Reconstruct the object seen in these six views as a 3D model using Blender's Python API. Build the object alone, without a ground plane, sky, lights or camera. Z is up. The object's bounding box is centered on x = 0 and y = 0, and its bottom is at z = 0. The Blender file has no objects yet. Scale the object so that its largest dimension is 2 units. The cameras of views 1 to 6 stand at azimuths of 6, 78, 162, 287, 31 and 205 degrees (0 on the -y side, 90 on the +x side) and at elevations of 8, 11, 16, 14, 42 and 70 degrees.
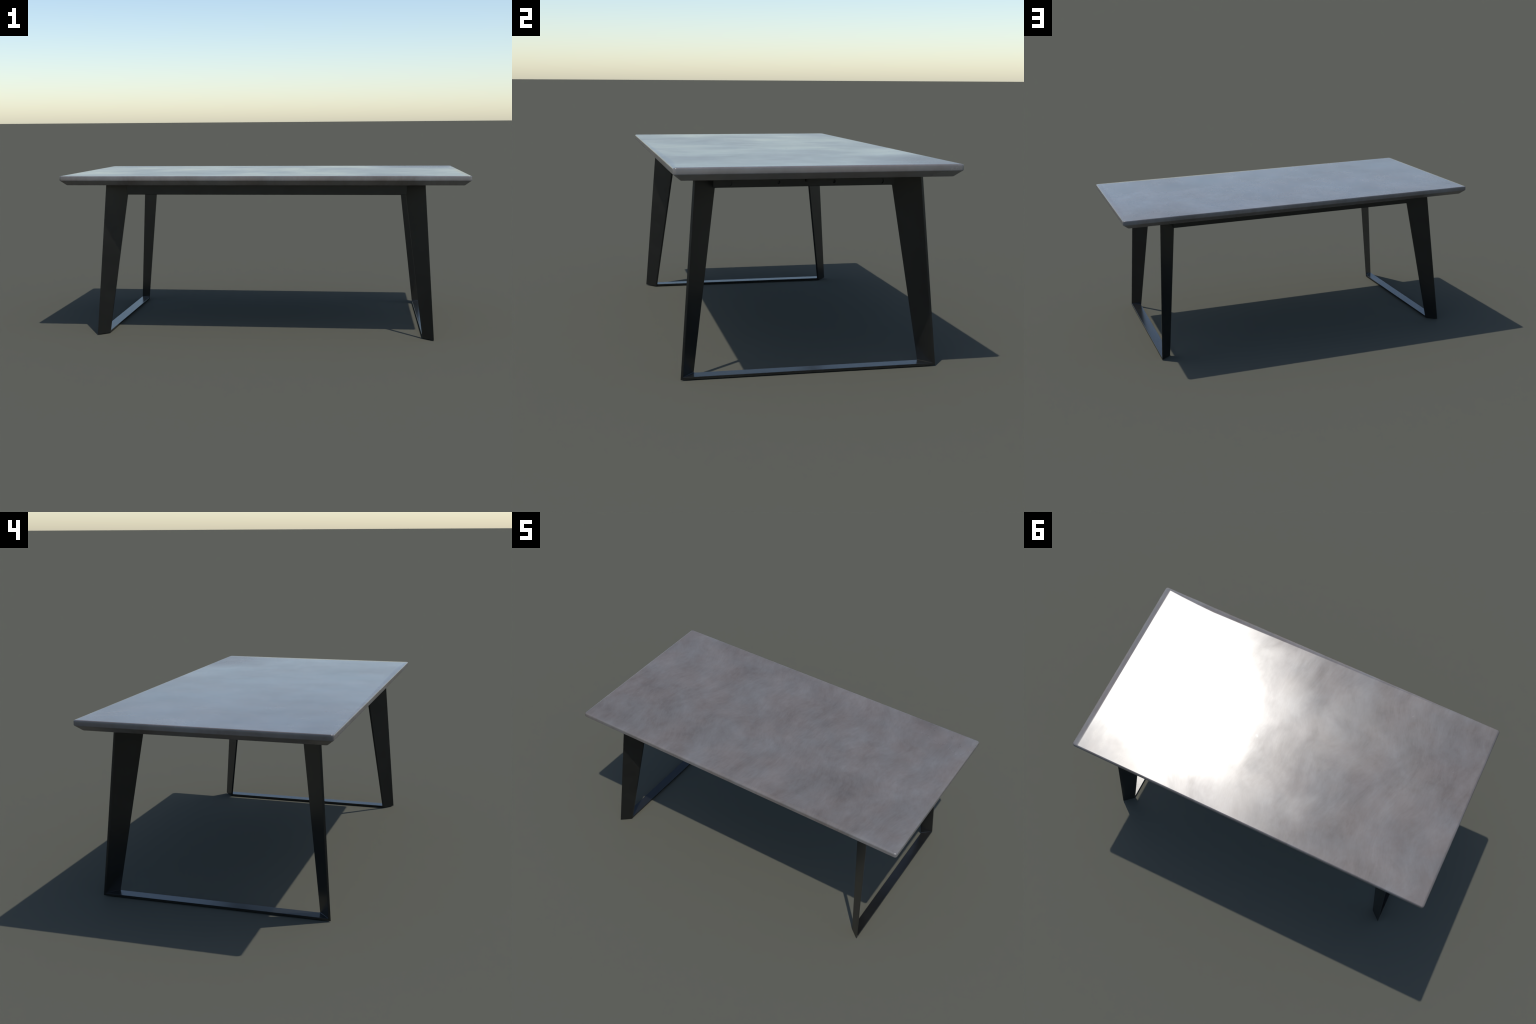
"""Dining table: concrete-look top with an undercut edge on a black flat-steel frame."""
import bpy, bmesh, math
from mathutils import Matrix, Vector

# ------------------------------------------------------------------ sizes (m)
HALF_LENGTH, HALF_WIDTH = 1.000, 0.527
TOP_Z, CREASE_Z, UNDER_Z = 0.8015, 0.7805, 0.7557
CORNER_RADIUS = 0.013
BASE_CENTRE = Vector((0.0013, 0.0079))      # the steel base sits a touch off centre
# corner of the leg plate, for the leg at +x / -y (relative to the base centre)
OUTER_FOOT, INNER_FOOT = Vector((0.8390, -0.4967)), Vector((0.7862, -0.4502))
OUTER_HEAD, INNER_HEAD = Vector((0.7891, -0.4357)), Vector((0.6934, -0.3439))
PLATE = 0.0090                              # leg plate thickness, measured along y
BAR_HEIGHT = 0.0100
RAIL_Z, RAIL_DEPTH = 0.6983, 0.020
RAIL_X, RAIL_Y = 0.7080, 0.3600             # outer faces of the rail frame


# ------------------------------------------------------------------ node help
def new_material(name):
    m = bpy.data.materials.new(name)
    m.use_nodes = True
    m.node_tree.nodes.clear()
    return m, m.node_tree.nodes, m.node_tree.links


def math_node(nodes, links, op, a, b=None, clamp=False):
    n = nodes.new("ShaderNodeMath")
    n.operation, n.use_clamp = op, clamp
    for i, v in enumerate((a, b)):
        if v is None:
            continue
        if isinstance(v, (int, float)):
            n.inputs[i].default_value = v
        else:
            links.new(v, n.inputs[i])
    return n.outputs[0]


def noise(nodes, links, vector, scale, detail, rough=0.5, distortion=0.0, lac=2.0):
    n = nodes.new("ShaderNodeTexNoise")
    n.inputs["Scale"].default_value = scale
    n.inputs["Detail"].default_value = detail
    n.inputs["Roughness"].default_value = rough
    n.inputs["Lacunarity"].default_value = lac
    n.inputs["Distortion"].default_value = distortion
    links.new(vector, n.inputs["Vector"])
    return n


def ramp(nodes, links, fac, stops):
    r = nodes.new("ShaderNodeValToRGB")
    e = r.color_ramp.elements
    while len(e) < len(stops):
        e.new(0.5)
    for el, (pos, col) in zip(e, stops):
        el.position = pos
        el.color = (*col, 1) if len(col) == 3 else col
    links.new(fac, r.inputs["Fac"])
    return r.outputs["Color"]


def mapping(nodes, links, vector, loc=(0, 0, 0), rot=(0, 0, 0), scale=(1, 1, 1)):
    m = nodes.new("ShaderNodeMapping")
    m.inputs["Location"].default_value = loc
    m.inputs["Rotation"].default_value = rot
    m.inputs["Scale"].default_value = scale
    links.new(vector, m.inputs["Vector"])
    return m.outputs[0]


def mix_colour(nodes, links, fac, a, b, mode="MIX"):
    n = nodes.new("ShaderNodeMix")
    n.data_type, n.blend_type = "RGBA", mode
    for sock, v in ((n.inputs[0], fac), (n.inputs[6], a), (n.inputs[7], b)):
        if isinstance(v, (int, float)):
            sock.default_value = v
        elif isinstance(v, tuple):
            sock.default_value = (*v, 1)
        else:
            links.new(v, sock)
    return n.outputs[2]


# ------------------------------------------------------------------ materials
def concrete_material():
    m, N, L = new_material("trowelled_concrete")
    out, bsdf = N.new("ShaderNodeOutputMaterial"), N.new("ShaderNodeBsdfPrincipled")
    L.new(bsdf.outputs[0], out.inputs[0])
    obj = N.new("ShaderNodeTexCoord").outputs["Object"]
    # slow warp: trowel strokes swing in wide arcs
    warp = noise(N, L, obj, 1.7, 2.0).outputs["Color"]
    sub = N.new("ShaderNodeVectorMath"); sub.operation = "SUBTRACT"
    L.new(warp, sub.inputs[0]); sub.inputs[1].default_value = (0.5, 0.5, 0.5)
    sca = N.new("ShaderNodeVectorMath"); sca.operation = "SCALE"
    L.new(sub.outputs[0], sca.inputs[0]); sca.inputs["Scale"].default_value = 0.38
    add = N.new("ShaderNodeVectorMath"); add.operation = "ADD"
    L.new(obj, add.inputs[0]); L.new(sca.outputs[0], add.inputs[1])
    warped = add.outputs[0]
    clouds = noise(N, L, mapping(N, L, obj, loc=(3.1, 1.7, 0), scale=(1, 0.8, 1)), 4.2, 8.0, 0.62, 0.25).outputs["Fac"]
    strokes = noise(N, L, mapping(N, L, warped, rot=(0, 0, math.radians(14)), scale=(9, 3.0, 5)), 1.7, 8.0, 0.68).outputs["Fac"]
    fine = noise(N, L, mapping(N, L, warped, rot=(0, 0, math.radians(14)), scale=(60, 16, 30)), 1.4, 5.0, 0.65).outputs["Fac"]
    grain = noise(N, L, obj, 260, 3.0, 0.6).outputs["Fac"]
    tint = noise(N, L, mapping(N, L, obj, loc=(9, 4, 2)), 4.5, 4.0, 0.6).outputs["Fac"]
    s = math_node(N, L, "ADD", math_node(N, L, "MULTIPLY", clouds, 0.56), math_node(N, L, "MULTIPLY", strokes, 0.30))
    s = math_node(N, L, "ADD", s, math_node(N, L, "MULTIPLY", fine, 0.14))
    s = math_node(N, L, "ADD", s, math_node(N, L, "MULTIPLY", grain, 0.03))
    colour = ramp(N, L, s, [(0.35, (0.110, 0.094, 0.083)), (0.46, (0.141, 0.125, 0.113)),
                            (0.54, (0.159, 0.144, 0.133)), (0.66, (0.186, 0.174, 0.164))])
    cool = ramp(N, L, tint, [(0.40, (1.03, 0.99, 0.98)), (0.62, (0.98, 1.0, 1.02))])
    colour = mix_colour(N, L, 1.0, colour, cool, "MULTIPLY")
    # small dark pits here and there
    vor = N.new("ShaderNodeTexVoronoi"); vor.inputs["Scale"].default_value = 4.3
    L.new(mapping(N, L, obj, loc=(0.4, 0.2, 0), scale=(1, 1.5, 1)), vor.inputs["Vector"])
    gate = noise(N, L, obj, 38, 3).outputs["Fac"]
    pit = math_node(N, L, "LESS_THAN", vor.outputs["Distance"], 0.05)
    pit = math_node(N, L, "MULTIPLY", pit, math_node(N, L, "MULTIPLY", math_node(N, L, "SUBTRACT", gate, 0.52), 5.0, True), True)
    colour = mix_colour(N, L, math_node(N, L, "MULTIPLY", pit, 0.45), colour, (0.09, 0.083, 0.08))
    L.new(colour, bsdf.inputs["Base Color"])
    # polish varies in soft clouds
    polish = noise(N, L, mapping(N, L, warped, loc=(5, 2, 0)), 2.6, 6.0, 0.55).outputs["Fac"]
    rough = math_node(N, L, "ADD", math_node(N, L, "MULTIPLY", polish, 0.22), math_node(N, L, "MULTIPLY", strokes, 0.05))
    rough = math_node(N, L, "ADD", rough, math_node(N, L, "ADD", 0.062, math_node(N, L, "MULTIPLY", pit, 0.2)))
    jitter = noise(N, L, obj, 7.0, 5.0, 0.6).outputs["Color"]
    half = N.new("ShaderNodeVectorMath"); half.operation = "MULTIPLY_ADD"
    L.new(jitter, half.inputs[0]); half.inputs[1].default_value = (0.2, 0.2, 0.0); half.inputs[2].default_value = (-0.1, -0.1, 0.0)
    offset = N.new("ShaderNodeVectorMath"); offset.operation = "ADD"
    L.new(obj, offset.inputs[0]); L.new(half.outputs[0], offset.inputs[1])
    edge = offset.outputs[0]
    # a duller, less polished corner with a ragged rim: (centre, reach)
    for centre, reach in (((0.92, 0.55, TOP_Z), 0.42),):
        away = N.new("ShaderNodeVectorMath"); away.operation = "DISTANCE"
        L.new(edge, away.inputs[0]); away.inputs[1].default_value = centre
        near = math_node(N, L, "DIVIDE", math_node(N, L, "SUBTRACT", reach, away.outputs["Value"]), reach, True)
        near = math_node(N, L, "MULTIPLY", near, math_node(N, L, "ADD", strokes, clouds))
        rough = math_node(N, L, "ADD", rough, math_node(N, L, "MULTIPLY", near, 0.10))
    L.new(rough, bsdf.inputs["Roughness"])
    return m


def steel_material():
    m, N, L = new_material("black_coated_steel")
    out, bsdf = N.new("ShaderNodeOutputMaterial"), N.new("ShaderNodeBsdfPrincipled")
    L.new(bsdf.outputs[0], out.inputs[0])
    obj = N.new("ShaderNodeTexCoord").outputs["Object"]
    blotch = noise(N, L, obj, 9, 5, 0.6).outputs["Fac"]
    speck = noise(N, L, obj, 330, 2, 0.5).outputs["Fac"]
    L.new(ramp(N, L, blotch, [(0.35, (0.0075, 0.0075, 0.0070)), (0.65, (0.0115, 0.0115, 0.0105))]), bsdf.inputs["Base Color"])
    L.new(math_node(N, L, "ADD", math_node(N, L, "MULTIPLY", blotch, 0.06), 0.22), bsdf.inputs["Roughness"])
    bump = N.new("ShaderNodeBump")
    bump.inputs["Strength"].default_value, bump.inputs["Distance"].default_value = 0.04, 0.001
    L.new(speck, bump.inputs["Height"])
    L.new(bump.outputs[0], bsdf.inputs["Normal"])
    return m


CONCRETE, STEEL = concrete_material(), steel_material()

# ------------------------------------------------------------------ the thing
table = bpy.data.objects.new("dining_table", None)
bpy.context.scene.collection.objects.link(table)
table["label"] = "rectangular dining table, grey concrete top on black steel legs"
table["category"] = "table"


def add_part(name, mesh, material, parent=table):
    o = bpy.data.objects.new(name, mesh)
    bpy.context.scene.collection.objects.link(o)
    o.parent = parent
    mesh.materials.append(material)
    return o


# ------------------------------------------------------------------ tabletop
def outline(offset):
    """Rounded rectangle, inset by offset; (x, y, outward normal) per point."""
    hx, hy, r = HALF_LENGTH - offset, HALF_WIDTH - offset, max(CORNER_RADIUS - 0.5 * offset, 0.004)
    pts, steps, along = [], 8, 20
    corners = [(1, -1, -90), (1, 1, 0), (-1, 1, 90), (-1, -1, 180)]
    for k, (sx, sy, a0) in enumerate(corners):
        cx, cy = sx * (hx - r), sy * (hy - r)
        for i in range(steps + 1):
            a = math.radians(a0 + 90 * i / steps)
            pts.append((cx + r * math.cos(a), cy + r * math.sin(a), math.cos(a), math.sin(a)))
        nx, ny, na = corners[(k + 1) % 4]
        a = math.radians(a0 + 90)
        p = pts[-1]
        q = (nx * (hx - r) + r * math.cos(a), ny * (hy - r) + r * math.sin(a))
        for i in range(1, along):
            t = i / along
            pts.append((p[0] + (q[0] - p[0]) * t, p[1] + (q[1] - p[1]) * t, math.cos(a), math.sin(a)))
    return pts


def bent_normal_border(x, y):
    """Inner limit of a flat band; its tilted normals draw the dark strip beside the sun glare."""
    if x > 0.72:
        low = 0.014 + (0.034 - 0.014) * (1 - x) / 0.28
    else:
        low = 0.007 + 0.027 * max(0.0, (x + 0.9) / 1.62)
    return (min(max(x, -HALF_LENGTH + 0.012), HALF_LENGTH - 0.033),
            min(max(y, -HALF_WIDTH + low), HALF_WIDTH - 0.008))


def build_tabletop():
    # (inset, z, tilt of the shading normal from straight up in degrees)
    rings = [(0.0045, TOP_Z, 34), (0.0022, TOP_Z - 0.0010, 52), (0.0007, TOP_Z - 0.0028, 70),
             (0.0, TOP_Z - 0.0055, 84), (0.0, CREASE_Z + 0.0012, 90), (0.0004, CREASE_Z - 0.0004, 104),
             (0.0024, CREASE_Z - 0.0024, 140), (0.0275, UNDER_Z + 0.0018, 141), (0.0305, UNDER_Z, 160)]
    verts, normals = [], []
    n = len(outline(0))
    for x, y, _, _ in outline(0.0045):
        ix, iy = bent_normal_border(x, y)
        verts.append((ix, iy, TOP_Z)); normals.append((0, 0, 1))
    for off, z, tilt in rings:
        c, s = math.cos(math.radians(tilt)), math.sin(math.radians(tilt))
        for x, y, nx, ny in outline(off):
            verts.append((x, y, z)); normals.append((nx * s, ny * s, c))
    faces, loops = [], []
    faces.append(tuple(range(n))); loops += [(0, 0, 1)] * n
    for k in range(len(rings)):
        for i in range(n):
            j = (i + 1) % n
            f = (k * n + j, k * n + i, (k + 1) * n + i, (k + 1) * n + j)
            faces.append(f); loops += [normals[v] for v in f]
    last = len(rings) * n
    faces.append(tuple(last + i for i in reversed(range(n)))); loops += [(0, 0, -1)] * n
    me = bpy.data.meshes.new("tabletop")
    me.from_pydata(verts, [], faces)
    me.polygons.foreach_set("use_smooth", [True] * len(faces))
    me.update()
    me.normals_split_custom_set(loops)
    return add_part("tabletop", me, CONCRETE)


# ------------------------------------------------------------------ steel parts
def solid(name, verts, faces, bevel):
    bm = bmesh.new()
    vs = [bm.verts.new(v) for v in verts]
    for f in faces:
        bm.faces.new([vs[i] for i in f])
    bmesh.ops.recalc_face_normals(bm, faces=bm.faces)
    if bevel:
        bmesh.ops.bevel(bm, geom=list(bm.edges), offset=bevel, segments=1, profile=0.5, affect="EDGES", clamp_overlap=True)
    me = bpy.data.meshes.new(name)
    bm.to_mesh(me); bm.free()
    me.polygons.foreach_set("use_smooth", [True] * len(me.polygons))
    me.set_sharp_from_angle(angle=math.radians(20))
    return me


BOX = [(0, 1, 2, 3), (7, 6, 5, 4), (0, 4, 5, 1), (1, 5, 6, 2), (2, 6, 7, 3), (3, 7, 4, 0)]


def leg_section(z, sx, sy):
    """Parallelogram of the leg plate at height z: outer/inner corner, long-side and bar-side face."""
    t = z / UNDER_Z
    o, i = OUTER_FOOT.lerp(OUTER_HEAD, t), INNER_FOOT.lerp(INNER_HEAD, t)
    h = PLATE / 2
    quad = [(o.x, o.y - h), (i.x, i.y - h), (i.x, i.y + h), (o.x, o.y + h)]
    return [(BASE_CENTRE.x + sx * x, BASE_CENTRE.y - sy * y, z) for x, y in quad]


def build_legs():
    for sx in (1, -1):
        for sy in (-1, 1):
            v = leg_section(0.0, sx, sy) + leg_section(UNDER_Z + 0.0005, sx, sy)
            add_part("leg", solid("leg", v, BOX, 0.0009), STEEL)


def build_foot_bars():
    """Flat bar between the feet of each end, mitred against the inner faces of the legs."""
    for sx in (1, -1):
        v = []
        for z in (0.0, BAR_HEIGHT):
            a, b = leg_section(z, sx, -1), leg_section(z, sx, 1)
            inset = sx * 0.0015               # the bar is a hair narrower than the feet
            v += [a[3], (a[2][0] + inset, a[2][1], z), (b[2][0] + inset, b[2][1], z), b[3]]
        add_part("foot_bar", solid("foot_bar", v, BOX, 0.0008), STEEL)


def build_weld_seams():
    """Small fillets in the corner between each foot bar and leg."""
    f = 0.0020
    for sx in (1, -1):
        for sy in (-1, 1):
            low, high = leg_section(BAR_HEIGHT - 0.0004, sx, sy), leg_section(BAR_HEIGHT + f, sx, sy)
            v = []
            for k in (3, 2):                               # outer end, inner end
                p, q = low[k], high[k]
                e = sx * (-0.001 if k == 3 else 0.0015)
                v += [(p[0] + e, p[1] + sy * 0.0006, p[2]), (p[0] + e, p[1] - sy * f, p[2]), (q[0] + e, q[1] + sy * 0.0006, q[2])]
            faces = [(0, 1, 2), (5, 4, 3), (0, 3, 4, 1), (1, 4, 5, 2), (2, 5, 3, 0)]
            add_part("weld_seam", solid("weld_seam", v, faces, 0), STEEL)


def build_mounting_tabs():
    """Tapered tab standing out of the middle of each end rail, under the top."""
    cx, cy = BASE_CENTRE
    for sx in (1, -1):
        x0, xt, xb = cx + sx * (RAIL_X - 0.002), cx + sx * (RAIL_X + 0.024), cx + sx * (RAIL_X + 0.010)
        zb, zt, wt, wb, y = 0.7165, UNDER_Z + 0.0004, 0.0075, 0.0030, cy + 0.004
        v = [(x0, y - wb, zb), (xb, y - wb, zb), (xb, y + wb, zb), (x0, y + wb, zb),
             (x0, y - wt, zt), (xt, y - wt, zt), (xt, y + wt, zt), (x0, y + wt, zt)]
        add_part("mounting_tab", solid("mounting_tab", v, BOX, 0.001), STEEL)


def box(x0, x1, y0, y1, z0, z1):
    return [(x0, y0, z0), (x1, y0, z0), (x1, y1, z0), (x0, y1, z0),
            (x0, y0, z1), (x1, y0, z1), (x1, y1, z1), (x0, y1, z1)]


def drill(target, spots, face_x, sx):
    """Shallow round holes in the outer face of an end rail."""
    bm = bmesh.new()
    for y, z, radius, depth in spots:
        m = bmesh.ops.create_cone(bm, cap_ends=True, segments=32, radius1=radius, radius2=radius, depth=depth * 2)
        bmesh.ops.rotate(bm, verts=m["verts"], matrix=Matrix.Rotation(math.pi / 2, 3, "Y"))
        bmesh.ops.translate(bm, verts=m["verts"], vec=(face_x, y, z))
    me = bpy.data.meshes.new("drill")
    bm.to_mesh(me); bm.free()
    cutter = bpy.data.objects.new("drill", me)
    bpy.context.scene.collection.objects.link(cutter)
    mod = target.modifiers.new("drill", "BOOLEAN")
    mod.operation, mod.object, mod.solver = "DIFFERENCE", cutter, "EXACT"
    bpy.context.view_layer.update()
    done = bpy.data.meshes.new_from_object(target.evaluated_get(bpy.context.evaluated_depsgraph_get()))
    target.modifiers.clear()
    old, target.data = target.data, done
    bpy.data.meshes.remove(old)
    done.name = target.name
    bpy.data.objects.remove(cutter)
    done.set_sharp_from_angle(angle=math.radians(20))


def build_rails():
    cx, cy = BASE_CENTRE
    top = UNDER_Z + 0.0004
    for sy in (-1, 1):                                   # long rails
        ys = sorted((cy + sy * RAIL_Y, cy + sy * (RAIL_Y - RAIL_DEPTH)))
        v = box(cx - RAIL_X + 0.0012, cx + RAIL_X - 0.0012, *ys, RAIL_Z, top)
        add_part("side_rail", solid("side_rail", v, BOX, 0.0025), STEEL)
    for sx in (-1, 1):                                   # end rails, drilled
        face = cx + sx * RAIL_X
        xs = sorted((face, face - sx * RAIL_DEPTH))
        v = box(*xs, cy - RAIL_Y + 0.003, cy + RAIL_Y - 0.003, RAIL_Z + 0.0008, top)
        rail = add_part("end_rail", solid("end_rail", v, BOX, 0.0015), STEEL)
        spots = []
        for s in (-1, 1):
            spots += [(cy + 0.004 + s * 0.1085, 0.7165, 0.0065, 0.012), (cy + 0.004 + s * 0.298, 0.7150, 0.0105, 0.006)]
        drill(rail, spots, face, sx)


build_tabletop()
build_legs()
build_foot_bars()
build_weld_seams()
build_rails()
build_mounting_tabs()
